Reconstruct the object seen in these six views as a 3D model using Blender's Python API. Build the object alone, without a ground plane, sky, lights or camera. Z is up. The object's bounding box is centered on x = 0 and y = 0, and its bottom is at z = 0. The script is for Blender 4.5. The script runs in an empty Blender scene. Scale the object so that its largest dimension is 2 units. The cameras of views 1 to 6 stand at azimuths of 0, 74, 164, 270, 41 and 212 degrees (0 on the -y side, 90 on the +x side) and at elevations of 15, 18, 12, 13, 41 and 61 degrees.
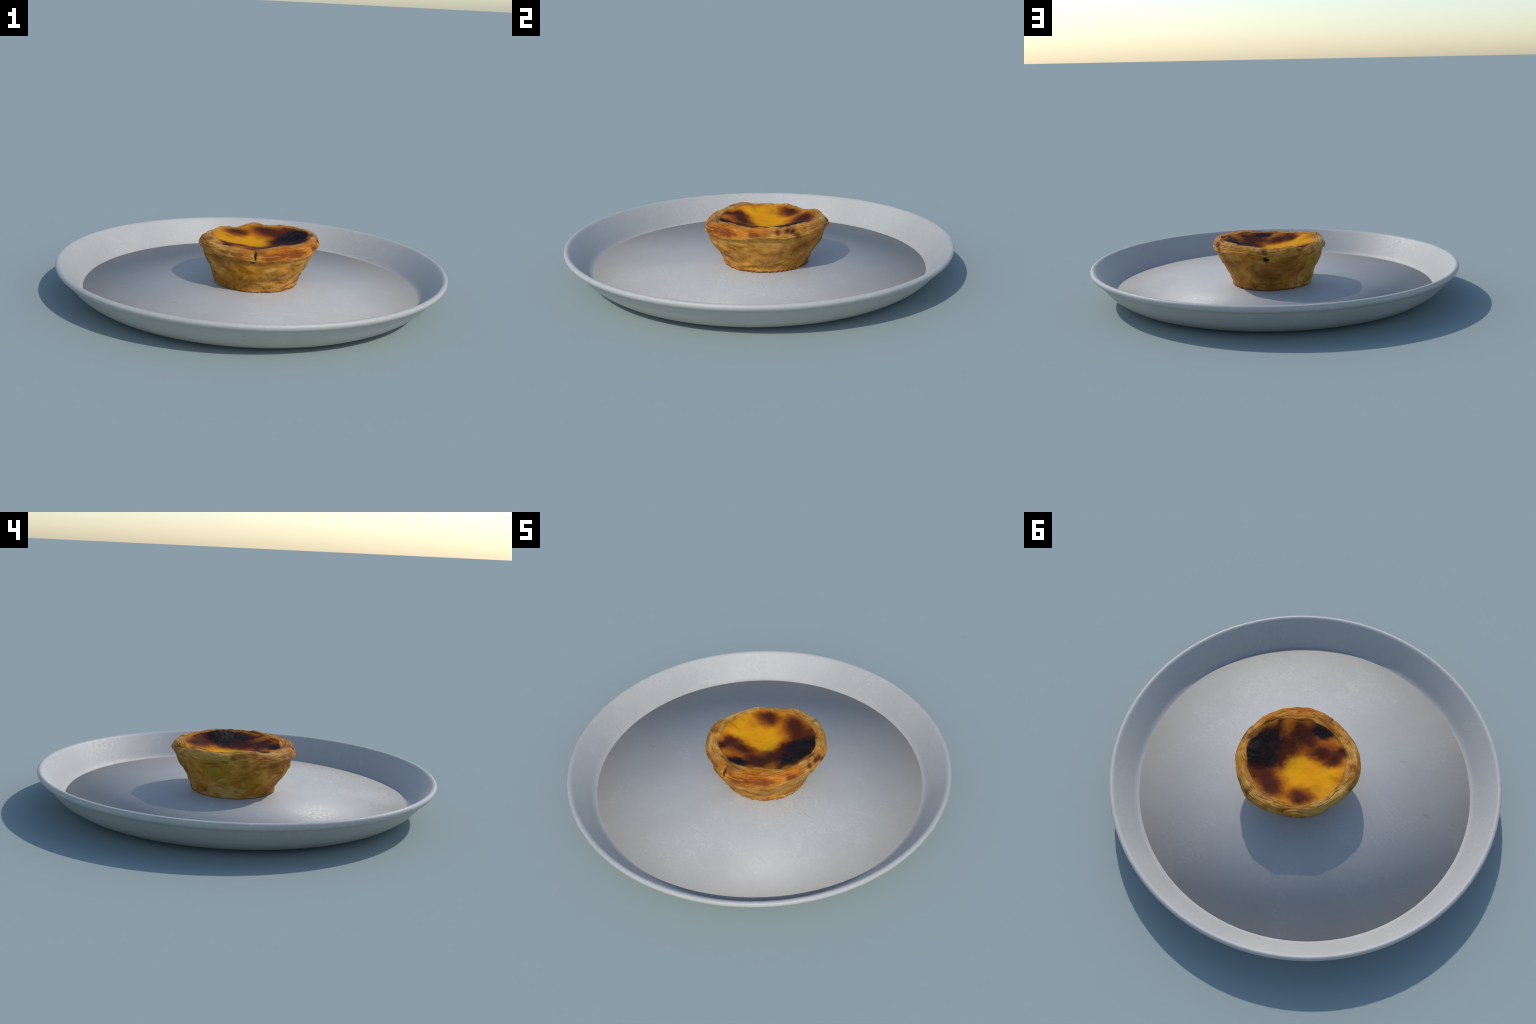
import bpy, math
import numpy as np
from mathutils import Vector

# ------------------------------------------------------------------ helpers
def periodic(table, theta, sigma=4.0):
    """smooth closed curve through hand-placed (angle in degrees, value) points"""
    t = sorted(table)
    a = np.array([p[0] for p in t], float)
    v = np.array([p[1] for p in t], float)
    a = np.concatenate([a[-3:] - 360, a, a[:3] + 360])
    v = np.concatenate([v[-3:], v, v[:3]])
    g = np.arange(0, 360, 0.5)
    d = np.interp(g, a, v)
    k = np.minimum(np.arange(720), 720 - np.arange(720)) * 0.5
    w = np.exp(-0.5 * (k / sigma) ** 2)
    w /= w.sum()
    d = np.fft.ifft(np.fft.fft(d) * np.fft.fft(w)).real
    return np.interp(np.degrees(theta) % 360, np.append(g, 360), np.append(d, d[0]))


_perm = np.random.RandomState(7).permutation(256)
_grad = np.random.RandomState(8).normal(size=(256, 3))
_grad /= np.linalg.norm(_grad, axis=1)[:, None]


def noise3(x, y, z):
    """gradient noise, about -1..1, on arrays"""
    xi, yi, zi = np.floor(x).astype(int), np.floor(y).astype(int), np.floor(z).astype(int)
    fx, fy, fz = x - xi, y - yi, z - zi
    s = lambda t: t * t * t * (t * (t * 6 - 15) + 10)
    sx, sy, sz = s(fx), s(fy), s(fz)
    out = 0
    for dx in (0, 1):
        for dy in (0, 1):
            for dz in (0, 1):
                h = _perm[(_perm[(_perm[(xi + dx) & 255] + yi + dy) & 255] + zi + dz) & 255]
                g = _grad[h]
                dot = g[..., 0] * (fx - dx) + g[..., 1] * (fy - dy) + g[..., 2] * (fz - dz)
                out = out + dot * (sx if dx else 1 - sx) * (sy if dy else 1 - sy) * (sz if dz else 1 - sz)
    return out * 1.6


def fbm(x, y, z, octaves=3, gain=0.5):
    o, a, f = 0, 1.0, 1.0
    for i in range(octaves):
        o = o + a * noise3(x * f + 17.3 * i, y * f + 5.1 * i, z * f + 9.7 * i)
        a *= gain
        f *= 2.03
    return o


def smooth(e0, e1, x):
    t = np.clip((x - e0) / (e1 - e0), 0, 1)
    return t * t * (3 - 2 * t)


def make_mesh(name, verts, faces, mat, parent=None, normals=None, flat=False):
    me = bpy.data.meshes.new(name)
    me.from_pydata([tuple(v) for v in verts], [], [tuple(f) for f in faces])
    me.update()
    if not flat:
        me.shade_smooth()
    if normals is not None:
        me.normals_split_custom_set_from_vertices([tuple(n) for n in normals])
    ob = bpy.data.objects.new(name, me)
    bpy.context.scene.collection.objects.link(ob)
    me.materials.append(mat)
    ob.parent = parent
    return ob


def empty(name, loc, label, category):
    ob = bpy.data.objects.new(name, None)
    ob.location = loc
    ob.empty_display_size = 0.1
    ob["label"] = label
    ob["category"] = category
    bpy.context.scene.collection.objects.link(ob)
    return ob


def spin(profile, seg=96, close_start=False, close_end=False):
    """surface of revolution of (r, z) points, listed so that faces look outward"""
    verts, faces = [], []
    n = len(profile)
    for r, z in profile:
        for i in range(seg):
            a = 2 * math.pi * i / seg
            verts.append((r * math.cos(a), r * math.sin(a), z))
    for j in range(n - 1):
        for i in range(seg):
            k = (i + 1) % seg
            faces.append((j * seg + i, j * seg + k, (j + 1) * seg + k, (j + 1) * seg + i))
    if close_start:
        verts.append((0, 0, profile[0][1]))
        c = len(verts) - 1
        for i in range(seg):
            faces.append((c, (i + 1) % seg, i))
    if close_end:
        verts.append((0, 0, profile[-1][1]))
        c = len(verts) - 1
        b = (n - 1) * seg
        for i in range(seg):
            faces.append((c, b + i, b + (i + 1) % seg))
    return verts, faces


# ------------------------------------------------------------------ node kit
class Nodes:
    def __init__(self, name):
        self.mat = bpy.data.materials.new(name)
        self.mat.use_nodes = True
        self.t = self.mat.node_tree
        self.bsdf = self.t.nodes["Principled BSDF"]
        self.coord = self.new("ShaderNodeTexCoord").outputs["Object"]

    def new(self, kind, **props):
        n = self.t.nodes.new(kind)
        for k, v in props.items():
            setattr(n, k, v)
        return n

    def put(self, socket, v):
        if isinstance(v, bpy.types.NodeSocket):
            self.t.links.new(v, socket)
        else:
            socket.default_value = v

    def math(self, op, a, b=0.0, c=0.0, clamp=False):
        n = self.new("ShaderNodeMath", operation=op, use_clamp=clamp)
        for s, v in zip(n.inputs, (a, b, c)):
            self.put(s, v)
        return n.outputs[0]

    def vec(self, op, a, b=(0, 0, 0)):
        n = self.new("ShaderNodeVectorMath", operation=op)
        self.put(n.inputs[0], a)
        self.put(n.inputs[1], b)
        return n.outputs["Value" if op in ("LENGTH", "DOT_PRODUCT", "DISTANCE") else "Vector"]

    def range(self, v, a, b, c=0.0, d=1.0, kind="SMOOTHSTEP"):
        n = self.new("ShaderNodeMapRange", interpolation_type=kind, clamp=True) if kind != "LINEAR" else self.new("ShaderNodeMapRange", clamp=True)
        for s, x in zip(n.inputs[:5], (v, a, b, c, d)):
            self.put(s, x)
        return n.outputs[0]

    def noise(self, vector, scale, detail=3.0, rough=0.5, distortion=0.0, colour=False):
        n = self.new("ShaderNodeTexNoise")
        self.put(n.inputs["Vector"], vector)
        n.inputs["Scale"].default_value = scale
        n.inputs["Detail"].default_value = detail
        n.inputs["Roughness"].default_value = rough
        n.inputs["Distortion"].default_value = distortion
        return n.outputs["Color" if colour else 0]

    def mix(self, f, a, b):
        n = self.new("ShaderNodeMix", data_type="RGBA")
        self.put(n.inputs[0], f)
        for s, v in ((n.inputs[6], a), (n.inputs[7], b)):
            self.put(s, v if isinstance(v, bpy.types.NodeSocket) else (*v, 1))
        return n.outputs[2]

    def mapping(self, vector, loc=(0, 0, 0), rot=(0, 0, 0), scale=(1, 1, 1), kind="POINT"):
        n = self.new("ShaderNodeMapping", vector_type=kind)
        self.put(n.inputs["Vector"], vector)
        n.inputs["Location"].default_value = loc
        n.inputs["Rotation"].default_value = rot
        n.inputs["Scale"].default_value = scale
        return n.outputs[0]

    def blob(self, vector, centre, turn, size, inner, outer):
        """soft ellipsoid spot: 1 inside 'inner', 0 beyond 'outer' (in units of size)"""
        # TEXTURE mapping: subtract location, undo rotation, divide by scale
        v = self.mapping(vector, centre, (0, 0, math.radians(turn)), size, "TEXTURE")
        return self.range(self.vec("LENGTH", v), inner, outer, 1.0, 0.0)

    def most(self, items):
        o = items[0]
        for i in items[1:]:
            o = self.math("MAXIMUM", o, i)
        return o


# ------------------------------------------------------------------ plate
def plate_material(name, shade):
    k = Nodes(name)
    c = k.coord
    fine = k.noise(k.mapping(c, rot=(0, 0, 0.5), scale=(1, 2.0, 1.5)), 48, 4, 0.7, 0.8)
    broad = k.noise(c, 3.0, 3, 0.55)
    tone = k.math("ADD", k.range(broad, 0.3, 0.7, 0.94, 1.02, "LINEAR"), k.range(fine, 0.35, 0.65, -0.025, 0.03, "LINEAR"))
    # faint scuffs: short stretched dashes, kept only where a coarser noise allows
    wear = k.math("MULTIPLY", k.range(k.noise(c, 5.0, 4, 0.65, 0.5), 0.50, 0.62), k.range(fine, 0.45, 0.60))
    dash = k.noise(k.mapping(c, rot=(0, 0, -0.35), scale=(6, 30, 6)), 1.6, 2, 0.5)
    gate = k.noise(c, 7.0, 1, 0.4)
    scuff = k.math("MULTIPLY", k.range(dash, 0.66, 0.74), k.range(gate, 0.55, 0.68))
    col = k.mix(k.math("MULTIPLY", wear, 0.35), shade, (0.52, 0.515, 0.49))
    col = k.mix(k.math("MULTIPLY", scuff, 0.22), col, (0.16, 0.165, 0.17))
    m = k.new("ShaderNodeMix", data_type="RGBA", blend_type="MULTIPLY")
    m.inputs[0].default_value = 1
    k.put(m.inputs[6], col)
    cc = k.new("ShaderNodeCombineColor")
    for i in range(3):
        k.put(cc.inputs[i], tone)
    k.put(m.inputs[7], cc.outputs[0])
    k.put(k.bsdf.inputs["Base Color"], m.outputs[2])
    k.put(k.bsdf.inputs["Roughness"], k.range(fine, 0.35, 0.65, 0.44, 0.60, "LINEAR"))
    k.bsdf.inputs["Specular IOR Level"].default_value = 0.5
    b = k.new("ShaderNodeBump")
    b.inputs["Strength"].default_value = 0.05
    b.inputs["Distance"].default_value = 0.006
    k.put(b.inputs["Height"], fine)
    k.put(k.bsdf.inputs["Normal"], b.outputs[0])
    return k.mat


def build_plate():
    root = empty("baking_plate", (0, 0, 0), "shallow round light grey plate with sloping wall and rolled rim", "plate")
    mat = plate_material("pale_grey_enamel", (0.438, 0.432, 0.405))
    SEG = 96
    # one sheet: fillet, sloping inner face, rolled rim, then (past a crease) the outer face and the rounded foot
    inner = [(0.846, 0.046), (0.8615, 0.0495), (0.869, 0.053), (0.877, 0.0585), (0.884, 0.0655), (0.892, 0.0755),
             (0.905, 0.0925), (0.940, 0.1365), (0.968, 0.1700)]
    bead = [(0.968, 0.1700), (0.9735, 0.1765), (0.979, 0.1815), (0.985, 0.1838), (0.991, 0.1832), (0.9965, 0.1795), (0.9995, 0.174),
            (1.0, 0.169), (0.9985, 0.163), (0.995, 0.157), (0.990, 0.1515), (0.984, 0.1475), (0.977, 0.1450)]
    outer = [(0.977, 0.1450), (0.974, 0.1430), (0.963, 0.1305), (0.937, 0.100), (0.911, 0.070), (0.8985, 0.0585), (0.886, 0.049), (0.872, 0.0395),
             (0.856, 0.0295), (0.836, 0.0195), (0.808, 0.010), (0.775, 0.003), (0.745, 0.0), (0.70, 0.004), (0.3, 0.03)]

    def profile_normals(p):
        p = np.array(p)
        t = np.diff(p, axis=0)
        t /= np.linalg.norm(t, axis=1)[:, None]
        n = np.stack([-t[:, 1], t[:, 0]], -1)
        v = np.vstack([n[:1], n[:-1] + n[1:], n[-1:]])
        return v / np.linalg.norm(v, axis=1)[:, None]

    def ring_part(name, prof, nor2):
        v, f = spin(prof, SEG)
        f = [tuple(reversed(q)) for q in f]
        nor = []
        for nr, nz in nor2:
            for i in range(SEG):
                a = 2 * math.pi * i / SEG
                nor.append((nr * math.cos(a), nr * math.sin(a), nz))
        return make_mesh(name, v, f, mat, root, normals=nor)

    upper = profile_normals(inner + bead[1:])
    ring_part("side_wall", inner, upper[:len(inner)])
    ring_part("rolled_rim", bead, upper[len(inner) - 1:])
    ring_part("underside", outer, profile_normals(outer))
    # slightly domed floor, its edge turned down: soft shading runs from the middle to the edge
    RF, ZE, ZC = 0.861, 0.0555, 0.068
    rings = np.linspace(0.0, 1.0, 24)[1:]
    prof = [(RF * t, ZC + (ZE - ZC) * t ** 2.0) for t in rings]
    verts, faces = spin(prof + [(RF + 0.0005, 0.046)], SEG)
    faces = [tuple(q) for q in faces]
    verts.append((0, 0, ZC))
    c = len(verts) - 1
    faces = [(q[0], q[3], q[2], q[1]) if False else q for q in faces]
    faces += [(c, i, (i + 1) % SEG) for i in range(SEG)]
    faces = [tuple(reversed(q)) if len(q) == 4 else q for q in faces]
    tilt = math.radians(EDGE_TILT)
    nor = []
    for x, y, z in verts:
        r = math.hypot(x, y)
        t = min(1, r / RF)
        h, u = t * math.sin(tilt), t * math.cos(tilt) + (1 - t)
        l = math.hypot(h, u)
        a = math.atan2(y, x)
        nor.append((h / l * math.cos(a), h / l * math.sin(a), u / l))
    make_mesh("plate_floor", verts, faces, mat, root, normals=nor)
    return root


EDGE_TILT = 57.0

# ------------------------------------------------------------------ tart
ORIGIN = (0.03, 0.038, 0.069)
AX, AY = 0.035, 0.04          # axis of the top outline
BX, BY = 0.018, 0.028         # axis of the foot

WIDEST = [(0, .307), (13, .310), (25, .306), (37, .301), (48, .302), (58, .304), (72, .312), (82, .306), (94, .302), (110, .290),
          (121, .288), (138, .297), (154, .293), (173, .303), (186, .318), (206, .324), (230, .321), (246, .320), (258, .325),
          (272, .332), (284, .333), (300, .331), (315, .327), (330, .316), (346, .305)]
WIDEST_Z = [(0, .277), (12, .277), (40, .282), (72, .270), (100, .274), (128, .278), (155, .276), (184, .279), (205, .276), (220, .268),
            (242, .270), (266, .262), (285, .263), (308, .265), (325, .277), (340, .286)]
CREST_Z = [(0, .325), (14, .322), (25, .323), (40, .318), (55, .313), (66, .311), (82, .304), (97, .310), (107, .307), (117, .296),
           (127, .298), (138, .304), (159, .306), (180, .306), (188, .315), (204, .316), (218, .301), (232, .302), (252, .303),
           (265, .302), (279, .311), (301, .316), (322, .319), (340, .322)]
FILLING = [(8, .256), (24, .25), (40, .247), (49, .243), (63, .249), (84, .242), (110, .235), (128, .258), (150, .244), (173, .248),
           (190, .238), (211, .254), (225, .266), (245, .245), (261, .252), (281, .248), (301, .236), (317, .256), (335, .262), (352, .260)]
FOOT = [(0, .216), (40, .220), (64, .224), (85, .208), (100, .203), (120, .200), (150, .206), (180, .215), (215, .216), (250, .214), (290, .216), (330, .216)]
LIP_STEP = [(0, .003), (40, .002), (70, .002), (120, .001), (160, .002), (190, .004), (220, .006), (250, .006), (268, .007),
            (290, .010), (315, .010), (335, .005)]
WAIST = [(0, .002), (30, .008), (60, .012), (80, .004), (100, .002), (130, .000), (160, .002), (200, .004), (230, .006), (255, .013), (290, .006), (330, .002)]
CRUMB = [(0, 1.0), (30, .9), (70, .8), (110, .9), (140, 1.0), (160, .2), (200, 0.0), (240, .15), (262, .7), (290, .8), (330, 1.0)]


def build_tart():
    root = empty("custard_tart", ORIGIN, "small round custard tart with scorched top and flaky golden crust", "pastry")
    NT = 720
    th = np.linspace(0, 2 * np.pi, NT, endpoint=False)
    rw, zw, zc = periodic(WIDEST, th), periodic(WIDEST_Z, th, 6), periodic(CREST_Z, th, 3)
    # peaks, dips and pinches of the hand-pressed edge
    zc = zc + 0.0042 * noise3(np.cos(th) * 4.2, np.sin(th) * 4.2, 0 * th + 1.7) + 0.002 * noise3(np.cos(th) * 11, np.sin(th) * 11, 0 * th + 6.1)
    pinch = 0.010 * noise3(np.cos(th) * 3.1, np.sin(th) * 3.1, 0 * th + 8.8)
    re = periodic(FILLING, th) + 0.006 * noise3(np.cos(th) * 5, np.sin(th) * 5, 0 * th + 3.3)
    rb, step, waist, crumb = (periodic(t, th, 8) for t in (FOOT, LIP_STEP, WAIST, CRUMB))
    z0 = np.full(NT, ORIGIN[2])
    ze = zc - 0.0045
    rc = np.maximum(rw - 0.038 + pinch, re + 0.010)
    # profile stations, each (radius, height, blend of foot axis -> top axis)
    st = [
        (rb * 0.96, z0, 0),
        (rb, z0 + 0.004, 0),
        (rb + 0.002, z0 + 0.018, .08),
        (rb + 0.30 * (rw - step - rb) + 0.25 * waist - 0.005, z0 + 0.30 * (zw - z0), .3),
        (rb + 0.62 * (rw - step - rb) + 1.25 * waist, z0 + 0.62 * (zw - z0), .62),
        (rw - step - 0.008, zw - 0.018, .9),
        (rw - step * 0.35 - 0.001, zw - 0.007, 1),
        (rw, zw + 0.003, 1),
        (rw - 0.010 + 0.5 * pinch, zw + 0.6 * (zc - zw), 1),
        (rw - 0.020, zw + 0.9 * (zc - zw), 1),
        (rc, zc, 1),
        (re + 0.004, ze + 0.004, 1),
        (re, ze, 1),
    ]
    R = np.array([s[0] for s in st])
    Z = np.array([s[1] for s in st])
    B = np.array([np.full(NT, s[2]) for s in st])
    # Catmull-Rom along the profile
    per = [5, 8, 18, 22, 22, 12, 12, 16, 14, 14, 14, 6]
    rows, seg_id = [], []

    def cr(A, j, t):
        p0, p1, p2, p3 = A[max(j - 1, 0)], A[j], A[j + 1], A[min(j + 2, len(A) - 1)]
        return 0.5 * (2 * p1 + (p2 - p0) * t + (2 * p0 - 5 * p1 + 4 * p2 - p3) * t * t + (3 * p1 - p0 - 3 * p2 + p3) * t ** 3)

    for j in range(len(st) - 1):
        for i in range(per[j]):
            t = i / per[j]
            rows.append((cr(R, j, t), cr(Z, j, t), np.clip(cr(B, j, t), 0, 1)))
            seg_id.append(j + t)
    rows.append((R[-1], Z[-1], B[-1]))
    seg_id.append(len(st) - 1.0)
    NC = len(rows)                       # crust rows; the last is the border with the filling
    # filling rows
    NF = 80
    ZMID = 0.2585
    ze_soft = periodic([(a * 3, ze[a * 6]) for a in range(120)], th, 22)     # even bowl inside the wavy edge
    for i in range(1, NF + 1):
        t = 1 - i / (NF + 1) * 0.998
        f = t ** 1.45
        rows.append((re * t, ZMID + (ze_soft - ZMID) * f + (ze - ze_soft) * smooth(0.62, 1.0, t), B[-1]))
        seg_id.append(100 + t)
    r = np.array([q[0] for q in rows])
    z = np.array([q[1] for q in rows])
    b = np.array([q[2] for q in rows])
    sid = np.array(seg_id)[:, None] + 0 * r
    T = th[None, :] + 0 * r
    x = r * np.cos(T) + BX + (AX - BX) * b
    y = r * np.sin(T) + BY + (AY - BY) * b

    # normals by finite difference
    def grid_normals(x, y, z):
        P = np.stack([x, y, z], -1)
        du = np.gradient(P, axis=0)
        dv = (np.roll(P, -1, 1) - np.roll(P, 1, 1)) * 0.5
        n = np.cross(dv, du)
        return n / (np.linalg.norm(n, axis=-1, keepdims=True) + 1e-12)

    N = grid_normals(x, y, z)
    # arc length along the profile at each angle
    s = np.concatenate([np.zeros((1, NT)), np.cumsum(np.hypot(np.diff(r, axis=0), np.diff(z, axis=0)), 0)])
    cth, sth = np.cos(T), np.sin(T)
    crust = (sid <= 12)
    rim = smooth(5.2, 6.5, sid) * crust * (1 - smooth(11.2, 12, sid))
    wall = (1 - smooth(4.5, 6, sid)) * smooth(1.0, 2.2, sid) * crust
    fill = (sid >= 100) * (1 - smooth(0.93, 1.0, sid - 100))
    # leafed pastry: thin ridges that run round the rim and wander
    wander = 0.014 * noise3(cth * 2.1, sth * 2.1, s * 6) + 0.005 * noise3(cth * 6, sth * 6, s * 14)
    leaf = noise3(cth * 2.6 + 3, sth * 2.6, (s + wander) * 120) + 0.5 * noise3(cth * 5, sth * 5 + 2, (s + wander) * 230)
    ridge = 1 - np.abs(leaf) * 1.6
    lump = fbm(cth * 3.2, sth * 3.2, s * 14 + 4, 3)
    d = rim * (0.0026 * (ridge - 0.4) + 0.0045 * lump)
    # scorched slit pressed into the front of the rim, and a pit at the back
    off = np.degrees(T) - 266
    d = d - crust * 0.005 * np.exp(-(off / 1.3) ** 2) * smooth(5.5, 6.5, sid) * (1 - smooth(8.5, 9.5, sid))
    d = d - crust * 0.003 * np.exp(-((np.degrees(T) - 71) / 3) ** 2 - ((z - 0.258) / 0.014) ** 2) * (sid < 8)
    # wall: soft dents, slanting pulled streaks and a low sheet edge
    slant = noise3(cth * 5 + s * 8, sth * 5 + s * 8, s * 26)
    streak = noise3(cth * 7 + s * 22, sth * 7 - s * 10, s * 60 + 9)
    d = d + wall * (0.0055 * fbm(cth * 2.5 + 7, sth * 2.5, s * 9, 3) + 0.0018 * slant + 0.0009 * streak)
    sheet = smooth(-0.05, 0.05, (z - ORIGIN[2] - 0.055) / 0.1 + 0.22 * noise3(cth * 2 + 1, sth * 2, 0 * s))
    d = d + wall * (-0.003 * sheet)
    # overlapping flaps: saw-tooth sheets whose edges wander and slant round the side
    phase = (z - ORIGIN[2]) * 14 + 1.1 * noise3(cth * 1.6 + 5, sth * 1.6, s * 3) + 0.35 * noise3(cth * 5, sth * 5 + 8, s * 7) + 0.9 * np.sin(T * 2 + 1)
    saw = phase - np.floor(phase)
    flap = smooth(0, 0.26, saw) * (1 - saw)
    d = d + wall * 0.0062 * (flap - 0.3) * smooth(-0.45, 0.25, noise3(cth * 2.2 + 2, sth * 2.2 + 6, s * 8))
    d = d + wall * smooth(2.0, 3.2, sid) * 0.004 * noise3(cth * 4.5 + s * 14, sth * 4.5 + s * 14, s * 10 + 3)
    # crumbly foot
    footmask = np.exp(-((z - ORIGIN[2] - 0.006) / 0.007) ** 2) * crust * (sid < 3)
    rag = np.maximum(0, noise3(cth * 16, sth * 16, z * 150) + 0.4 * noise3(cth * 45, sth * 45, z * 220) + 0.35)
    d = d + footmask * crumb[None, :] * 0.0085 * rag
    # filling: blisters and skin wrinkles
    px, py = x, y
    d = d + fill * (0.0035 * fbm(px * 11, py * 11, 0 * px + 2.5, 3))
    burn = np.zeros_like(px)
    for cx, cy, rad in ((.23, .06, .08), (.20, .12, .08), (.21, -.04, .07), (.12, -.06, .06), (.02, -.18, .06)):
        burn = np.maximum(burn, 1 - smooth(0.5, 1.2, np.hypot(px - cx, py - cy) / rad))
    wr = 1 - np.abs(noise3(px * 38 + py * 9, py * 16 - px * 8, 0 * px)) * 2
    d = d + fill * burn * (0.0010 * wr + 0.0012 * noise3(px * 70, py * 70, 0 * px + 5))
    for cx, cy, rad, hgt in ((-.074, -.116, .085, .010), (.225, .115, .085, .010), (-.09, .190, .055, .006), (.06, .225, .07, .004), (-.04, -.085, .045, .004), (-.13, -.09, .05, .004)):
        d = d + fill * hgt * (1 - smooth(0.2, 1.0, np.hypot(px - cx, py - cy) / rad))
    x, y, z = x + N[..., 0] * d, y + N[..., 1] * d, z + N[..., 2] * d
    z = np.maximum(z, ORIGIN[2])
    # keep the middle of the filling even
    N = grid_normals(x, y, z)
    X = np.stack([x - ORIGIN[0], y - ORIGIN[1], z - ORIGIN[2]], -1)

    def strip(j0, j1):
        v = X[j0:j1 + 1].reshape(-1, 3)
        n = N[j0:j1 + 1].reshape(-1, 3)
        m = j1 - j0
        i = np.arange(NT)
        k = (i + 1) % NT
        f = np.concatenate([np.stack([j * NT + i, j * NT + k, (j + 1) * NT + k, (j + 1) * NT + i], -1) for j in range(m)])
        return v, f, n

    lip_row = int(np.searchsorted(np.array(seg_id[:NC]), 5.6))
    side_mat, rim_mat, fill_mat = crust_material("side"), crust_material("rim"), filling_material()
    v, f, n = strip(0, lip_row)
    v = np.vstack([v, [[BX - ORIGIN[0], BY - ORIGIN[1], 0]]])
    n = np.vstack([n, [[0, 0, -1]]])
    f = [tuple(q) for q in f] + [(len(v) - 1, (i + 1) % NT, i) for i in range(NT)]
    make_mesh("crust_side", v, f, side_mat, root, normals=n)
    v, f, n = strip(lip_row, NC - 1)
    make_mesh("crust_rim", v, f, rim_mat, root, normals=n)
    v, f, n = strip(NC - 1, len(rows) - 1)
    v = np.vstack([v, [v[-NT:].mean(0)]])
    n = np.vstack([n, [[0, 0, 1]]])
    last = len(v) - 1 - NT
    f = [tuple(q) for q in f] + [(last + i, last + (i + 1) % NT, len(v) - 1) for i in range(NT)]
    make_mesh("custard_filling", v, f, fill_mat, root, normals=n)
    return root


def local(p):
    return (p[0] - ORIGIN[0], p[1] - ORIGIN[1], (p[2] if len(p) > 2 else ORIGIN[2]) - ORIGIN[2])


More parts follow.
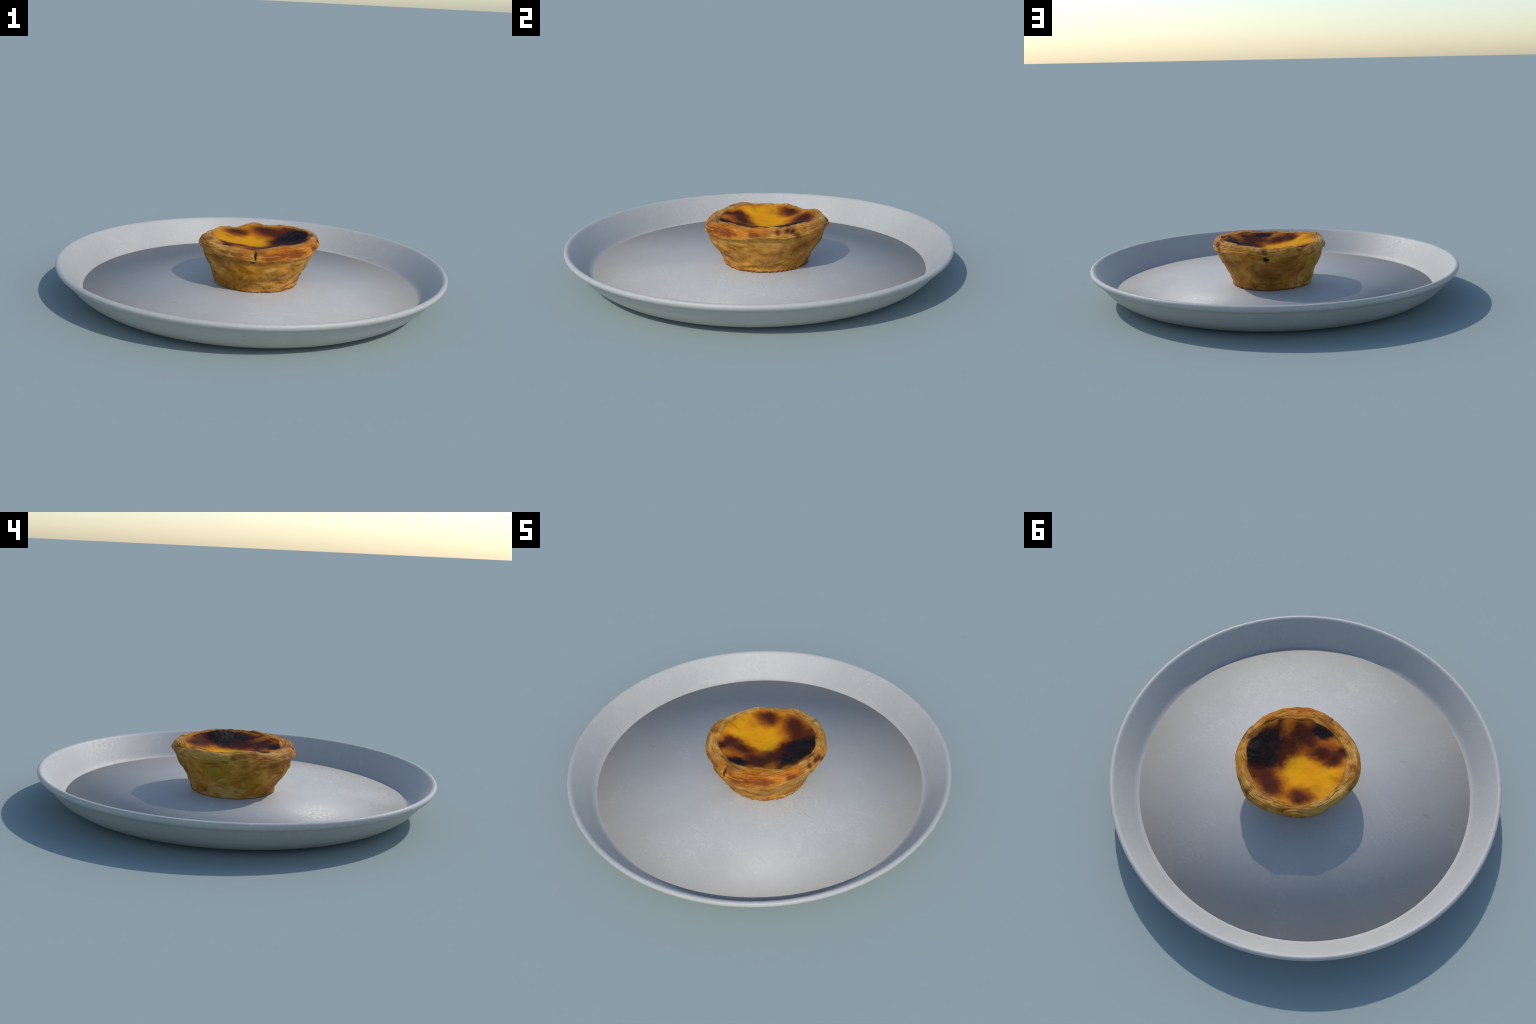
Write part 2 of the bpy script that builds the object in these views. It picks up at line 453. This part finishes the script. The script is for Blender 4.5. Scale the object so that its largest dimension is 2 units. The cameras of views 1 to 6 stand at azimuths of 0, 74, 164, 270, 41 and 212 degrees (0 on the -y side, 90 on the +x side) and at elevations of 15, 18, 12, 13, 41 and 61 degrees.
def filling_material():
    k = Nodes("scorched_custard")
    c = k.coord
    # ragged outlines: push the lookup point about with noise
    warp = k.vec("SUBTRACT", k.noise(c, 16, 3, 0.55, colour=True), (0.5, 0.5, 0.5))
    w = k.vec("ADD", c, k.vec("MULTIPLY", warp, (0.055, 0.055, 0)))
    warp2 = k.vec("SUBTRACT", k.noise(c, 45, 3, 0.6, colour=True), (0.5, 0.5, 0.5))
    w = k.vec("ADD", w, k.vec("MULTIPLY", warp2, (0.022, 0.022, 0)))
    Zs = 9.0

    def spots(lst):
        left = None                      # what stays uncovered: soft spots melt into each other
        for p in lst:
            m = k.math("SUBTRACT", 1.0, k.math("MULTIPLY", k.blob(w, local((p[0], p[1])), p[2], (p[3], p[4], Zs), p[5], p[6]), p[7] if len(p) > 7 else 1.0))
            left = m if left is None else k.math("MULTIPLY", left, m)
        return k.math("SUBTRACT", 1.0, left)

    tint = k.noise(c, 9, 3, 0.55)
    col = k.mix(k.range(tint, 0.35, 0.65), (0.66, 0.315, 0.008), (0.69, 0.275, 0.008))
    # lemon streak near the middle
    col = k.mix(spots([(.075, .03, 55, .10, .04, .2, 1.2, .75)]), col, (0.60, 0.37, 0.010))
    # caramel halo: x, y, turn, half-length, half-width, inner, outer, strength
    caramel = spots([
        (.215, .06, 80, .20, .16, .7, 1.15), (.10, -.10, 10, .19, .115, .6, 1.15), (.0, -.175, 10, .15, .085, .5, 1.25),
        (-.09, -.105, 10, .14, .095, .5, 1.2), (.085, .215, -30, .14, .115, .5, 1.2), (-.095, .195, 20, .105, .08, .45, 1.2),
        (-.131, .103, 0, .045, .034, .0, 1.3, .55), (.17, .22, -50, .11, .08, .6, 1.2)])
    deep = k.mix(k.noise(c, 20, 2, 0.5), (0.40, 0.115, 0.008), (0.27, 0.066, 0.008))
    col = k.mix(caramel, col, deep)
    # rim of the filling browns a little all round
    rad = k.vec("LENGTH", k.mapping(c, local((AX, AY)), (0, 0, 0), (1, 1, 1000), "TEXTURE"))
    col = k.mix(k.range(rad, 0.19, 0.255, 0, 0.6), col, (0.46, 0.17, 0.016))
    brown = spots([
        (.205, .07, 80, .17, .125, .7, 1.15), (.145, -.045, -30, .105, .065, .4, 1.2), (.09, -.12, -20, .105, .055, .4, 1.2),
        (.02, -.18, 20, .10, .052, .4, 1.25), (-.035, -.083, 35, .075, .045, .2, 1.3), (-.12, -.08, 70, .062, .048, .2, 1.3), (-.085, -.085, 20, .06, .034, .2, 1.3, .6),
        (-.138, -.138, 30, .065, .036, .3, 1.3), (.068, .222, -25, .09, .065, .3, 1.3), (.115, .185, -30, .075, .065, .2, 1.25),
        (.168, .225, -50, .05, .04, .2, 1.25, .8), (-.092, .195, 25, .070, .052, .25, 1.3), (.215, -.115, -40, .06, .035, .4, 1.2)])
    # amber window in the burn at the front
    keep = k.math("SUBTRACT", 1.0, spots([(.185, -.115, -60, .07, .035, .1, 1.2, .9), (.195, -.07, -60, .045, .022, .1, 1.2, .6)]))
    col = k.mix(k.math("MULTIPLY", brown, keep), col, (0.066, 0.016, 0.009))
    black = spots([
        (.225, .10, 75, .12, .07, .55, 1.25), (.24, .03, 80, .09, .055, .5, 1.25), (.155, .10, 60, .075, .05, .4, 1.25),
        (.19, .02, 80, .09, .055, .4, 1.25, .9), (.225, -.06, 70, .06, .035, .3, 1.3, .7), (.022, -.185, 20, .06, .042, .4, 1.3),
        (-.155, -.15, 30, .035, .022, .2, 1.3, .8), (.11, -.09, -30, .08, .03, .1, 1.3, .5)])
    mottled = k.math("MULTIPLY", black, k.range(k.noise(c, 30, 2, 0.5), 0.25, 0.5, 0.6, 1.0))
    col = k.mix(mottled, col, (0.0085, 0.0075, 0.008))
    # thin crust-coloured fringe where the filling meets the pastry
    fringe = k.range(k.math("ADD", rad, k.math("MULTIPLY", k.math("SUBTRACT", k.noise(c, 22, 2, 0.5), 0.5), 0.05)), 0.243, 0.262, 0, 0.55)
    col = k.mix(fringe, col, (0.36, 0.14, 0.018))
    k.put(k.bsdf.inputs["Base Color"], col)
    k.put(k.bsdf.inputs["Roughness"], k.range(brown, 0.0, 1.0, 0.7, 0.6, "LINEAR"))
    k.put(k.bsdf.inputs["Specular IOR Level"], k.range(black, 0.2, 1.0, 0.03, 0.055, "LINEAR"))
    b = k.new("ShaderNodeBump")
    b.inputs["Strength"].default_value = 0.15
    b.inputs["Distance"].default_value = 0.003
    k.put(b.inputs["Height"], k.noise(c, 60, 3, 0.55))
    k.put(k.bsdf.inputs["Normal"], b.outputs[0])
    return k.mat


def crust_material(part):
    """same pastry for side and rim; each keeps only the marks that reach it"""
    k = Nodes("flaky_crust_" + part)
    c = k.coord
    sep = k.new("ShaderNodeSeparateXYZ")
    k.put(sep.inputs[0], c)
    flat = k.new("ShaderNodeCombineXYZ")
    k.put(flat.inputs[0], sep.outputs[0])
    k.put(flat.inputs[1], sep.outputs[1])
    rad = k.vec("LENGTH", flat.outputs[0])
    unit = k.vec("NORMALIZE", flat.outputs[0])
    lev = k.math("SUBTRACT", k.math("MULTIPLY", sep.outputs[2], 1.3), rad)
    us = k.new("ShaderNodeSeparateXYZ")
    k.put(us.inputs[0], unit)

    def around(a, bz):
        v = k.new("ShaderNodeCombineXYZ")
        k.put(v.inputs[0], k.math("MULTIPLY", us.outputs[0], a))
        k.put(v.inputs[1], k.math("MULTIPLY", us.outputs[1], a))
        k.put(v.inputs[2], k.math("MULTIPLY", lev, bz))
        return v.outputs[0]

    warp = k.vec("SUBTRACT", k.noise(c, 14, 3, 0.55, colour=True), (0.5, 0.5, 0.5))
    w = k.vec("ADD", c, k.vec("MULTIPLY", warp, (0.05, 0.05, 0.035)))
    top = k.range(k.math("ADD", sep.outputs[2], k.math("MULTIPLY", k.math("SUBTRACT", k.noise(c, 12, 2, 0.5), 0.5), 0.10)), 0.160, 0.205)
    folds = k.noise(around(2.0, 15), 1.0, 4, 0.6, 1.4)
    layers = k.noise(around(2.2, 42), 1.0, 4, 0.66, 1.5)
    fine = k.noise(around(4, 120), 1.0, 3, 0.6, 0.8)
    mott = k.noise(c, 13, 4, 0.6)

    def at(theta, radius, z):
        a = math.radians(theta)
        return local((AX + radius * math.cos(a), AY + radius * math.sin(a), z))

    def patches(lst):
        out = []
        for p in lst:
            th, z, tang, high = p[0], p[1], p[2], p[3]
            if (part == "side" and z - 1.3 * high > 0.292) or (part == "rim" and z + 1.3 * high < 0.232):
                continue
            r = p[7] if len(p) > 7 else 0.31
            out.append(k.math("MULTIPLY", k.blob(w, at(th, r, z), th, (0.08, tang, high), p[4], p[5]), p[6]))
        return k.most(out) if out else 0.0

    # height-free base: biscuit gold, with paler and deeper leaves
    col = k.mix(k.range(mott, 0.35, 0.65), (0.40, 0.158, 0.017), (0.54, 0.270, 0.055))
    rimcol = k.mix(k.range(mott, 0.35, 0.65), (0.43, 0.185, 0.020), (0.56, 0.30, 0.066))
    col = k.mix(top, col, rimcol)
    # hue round the tart: olive-yellow on the far left, warm gold in front, pale on the right
    olive = patches([(165, .17, .20, .16, .5, 1.2, .85), (130, .20, .09, .09, .4, 1.2, .7), (195, .16, .12, .10, .4, 1.2, .7)])
    col = k.mix(olive, col, (0.31, 0.195, 0.018))
    gold = patches([(255, .15, .17, .10, .6, 1.2, .85), (225, .12, .10, .07, .5, 1.2, .6)])
    col = k.mix(gold, col, (0.42, 0.172, 0.010))
    amber = patches([(300, .30, .20, .04, .5, 1.25, .95), (330, .315, .12, .035, .4, 1.25, .9), (262, .30, .10, .03, .3, 1.25, .5),
                     (10, .31, .10, .03, .3, 1.25, .5), (40, .29, .10, .04, .3, 1.25, .55)])
    col = k.mix(amber, col, (0.46, 0.140, 0.010))
    pale = patches([(345, .15, .13, .022, .3, 1.3, .7), (297, .15, .07, .02, .3, 1.3, .6), (350, .24, .08, .03, .3, 1.2, .35), (175, .10, .12, .03, .4, 1.2, .6, .25),
                    (60, .22, .07, .03, .2, 1.3, .4), (76, .19, .05, .03, .2, 1.3, .5), (140, .30, .14, .03, .3, 1.2, .55, .28), (75, .31, .10, .025, .3, 1.2, .5, .28),
                    (165, .30, .08, .02, .3, 1.2, .5, .28)])
    col = k.mix(pale, col, (0.56, 0.35, 0.10))
    # brown bakes: theta, z, half-width, half-height, inner, outer, strength
    tan = patches([(110, .17, .10, .09, .3, 1.25, .45, .26), (75, .16, .11, .09, .4, 1.25, .75, .26), (95, .22, .10, .08, .4, 1.25, .7, .28), (245, .235, .10, .03, .2, 1.25, .55), (230, .235, .07, .035, .3, 1.25, .7), (235, .195, .06, .02, .3, 1.25, .6), (231, .20, .05, .04, .3, 1.25, .5), (208, .238, .04, .018, .2, 1.25, .7),
                   (195, .258, .03, .03, .2, 1.25, .6), (161, .248, .06, .016, .2, 1.25, .75), (22, .19, .11, .07, .4, 1.25, .55), (92, .235, .06, .04, .3, 1.25, .8),
                   (87, .165, .05, .04, .3, 1.25, .7), (99, .257, .05, .025, .3, 1.25, .8), (109, .295, .03, .02, .3, 1.25, .6), (343, .105, .10, .02, .3, 1.2, .55, .24),
                   (250, .14, .03, .03, .2, 1.25, .6, .26), (126, .27, .03, .03, .2, 1.25, .5), (196, .185, .06, .03, .2, 1.2, .4), (70, .10, .12, .035, .3, 1.2, .75, .24),
                   (184, .284, .02, .012, .2, 1.25, .7), (227, .10, .07, .04, .3, 1.2, .5, .23)])
    col = k.mix(tan, col, (0.165, 0.050, 0.008))
    red = patches([(280, .280, .06, .022, .3, 1.3, .9), (291, .291, .06, .018, .3, 1.3, .85), (303, .284, .065, .023, .3, 1.3, 1.0), (270, .30, .04, .02, .2, 1.3, .6), (311, .288, .035, .015, .3, 1.3, .8),
                   (332, .296, .032, .020, .3, 1.3, .95), (353, .305, .016, .012, .3, 1.3, .8), (238, .283, .06, .016, .3, 1.3, .8), (250, .281, .06, .016, .3, 1.3, .8), (215, .29, .07, .02, .2, 1.3, .6),
                   (228, .283, .05, .016, .2, 1.3, .6), (197, .306, .07, .014, .2, 1.3, .65), (204, .313, .04, .016, .2, 1.3, .7, .29), (12, .280, .025, .016, .3, 1.3, .6),
                   (70, .297, .018, .016, .3, 1.3, .95, .30), (350, .306, .03, .012, .3, 1.3, .6), (292, .265, .07, .010, .3, 1.3, .6)])
    ragged = k.math("MULTIPLY", red, k.range(layers, 0.33, 0.55, 0.6, 1.0))
    col = k.mix(ragged, col, (0.145, 0.026, 0.008))
    # dark baked foot
    foot = k.math("MULTIPLY", k.range(k.math("ADD", sep.outputs[2], k.math("MULTIPLY", k.math("SUBTRACT", mott, 0.5), 0.03)), 0.004, 0.018, 1.0, 0.0),
                  k.math("SUBTRACT", 1.0, patches([(190, .07, .17, .06, .6, 1.2, .9, .22)])))
    col = k.mix(k.math("MULTIPLY", foot, 0.8), col, (0.24, 0.065, 0.010))
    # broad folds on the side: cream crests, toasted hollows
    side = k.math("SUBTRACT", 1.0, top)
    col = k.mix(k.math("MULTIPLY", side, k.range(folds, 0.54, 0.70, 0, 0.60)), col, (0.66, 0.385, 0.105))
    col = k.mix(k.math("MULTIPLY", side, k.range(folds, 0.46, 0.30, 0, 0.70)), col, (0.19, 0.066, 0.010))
    # amber stain where the filling wells up against the pastry
    fromaxis = k.vec("LENGTH", k.mapping(c, local((AX, AY)), (0, 0, 0), (1, 1, 1000), "TEXTURE"))
    stain = k.range(k.math("ADD", fromaxis, k.math("MULTIPLY", k.math("SUBTRACT", k.noise(c, 24, 3, 0.55), 0.5), 0.06)), 0.272, 0.244, 0, 0.75)
    stain_wide = k.range(fromaxis, 0.290, 0.262, 0, 1.0)
    col = k.mix(k.math("MULTIPLY", stain, top), col, (0.40, 0.155, 0.016))
    creep = 0.0 if part == "side" else patches([(2, .315, .06, .03, .2, 1.3, .55, .262), (335, .315, .05, .03, .2, 1.3, .5, .268), (258, .300, .045, .03, .2, 1.3, .6, .255),
                     (223, .300, .035, .03, .2, 1.3, .6, .272), (88, .305, .05, .03, .2, 1.3, .45, .248), (128, .30, .035, .03, .2, 1.3, .45, .262)])
    col = k.mix(k.math("MULTIPLY", creep, stain_wide), col, (0.12, 0.032, 0.009))
    # leaf edges on the rim: paler crests and darker gaps
    leafy = k.math("MULTIPLY_ADD", top, 0.75, 0.25)
    col = k.mix(k.math("MULTIPLY", leafy, k.range(layers, 0.53, 0.66, 0, 0.50)), col, (0.64, 0.38, 0.10))
    col = k.mix(k.math("MULTIPLY", leafy, k.range(layers, 0.47, 0.32, 0, 0.72)), col, (0.17, 0.050, 0.009))
    col = k.mix(k.math("MULTIPLY", leafy, k.range(fine, 0.46, 0.30, 0, 0.55)), col, (0.16, 0.05, 0.009))
    # scorched specks
    col = k.mix(patches([(5, .302, .055, .022, .2, 1.3, .6), (342, .30, .03, .02, .2, 1.3, .4)]), col, (0.15, 0.034, 0.010))
    char = patches([(3, .308, .022, .016, .2, 1.3, .95), (8.5, .297, .020, .017, .2, 1.3, .95), (353, .305, .016, .015, .2, 1.3, .8), (12, .28, .028, .018, .1, 1.3, .6)])
    col = k.mix(char, col, (0.06, 0.014, 0.009))
    w2 = k.vec("ADD", c, k.vec("MULTIPLY", k.vec("SUBTRACT", k.noise(c, 60, 2, 0.5, colour=True), (0.5, 0.5, 0.5)), (0.014, 0.014, 0.014)))
    dots = k.most([k.blob(w2, at(266, .345, .287), 266, (.062, .0085, .030), .5, 1.25), k.blob(w2, at(264, .325, .249), 264, (.06, .015, .010), .4, 1.25),
                   k.blob(w2, at(71, .318, .258), 71, (.10, .019, .018), .4, 1.25)])
    col = k.mix(dots, col, (0.012, 0.010, 0.010))
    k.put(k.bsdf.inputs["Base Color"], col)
    k.bsdf.inputs["Roughness"].default_value = 0.55
    k.bsdf.inputs["Specular IOR Level"].default_value = 0.06
    b = k.new("ShaderNodeBump")
    b.inputs["Strength"].default_value = 0.35
    b.inputs["Distance"].default_value = 0.003
    k.put(b.inputs["Height"], k.math("ADD", layers, k.math("MULTIPLY", fine, 0.6)))
    k.put(k.bsdf.inputs["Normal"], b.outputs[0])
    return k.mat


build_plate()
build_tart()
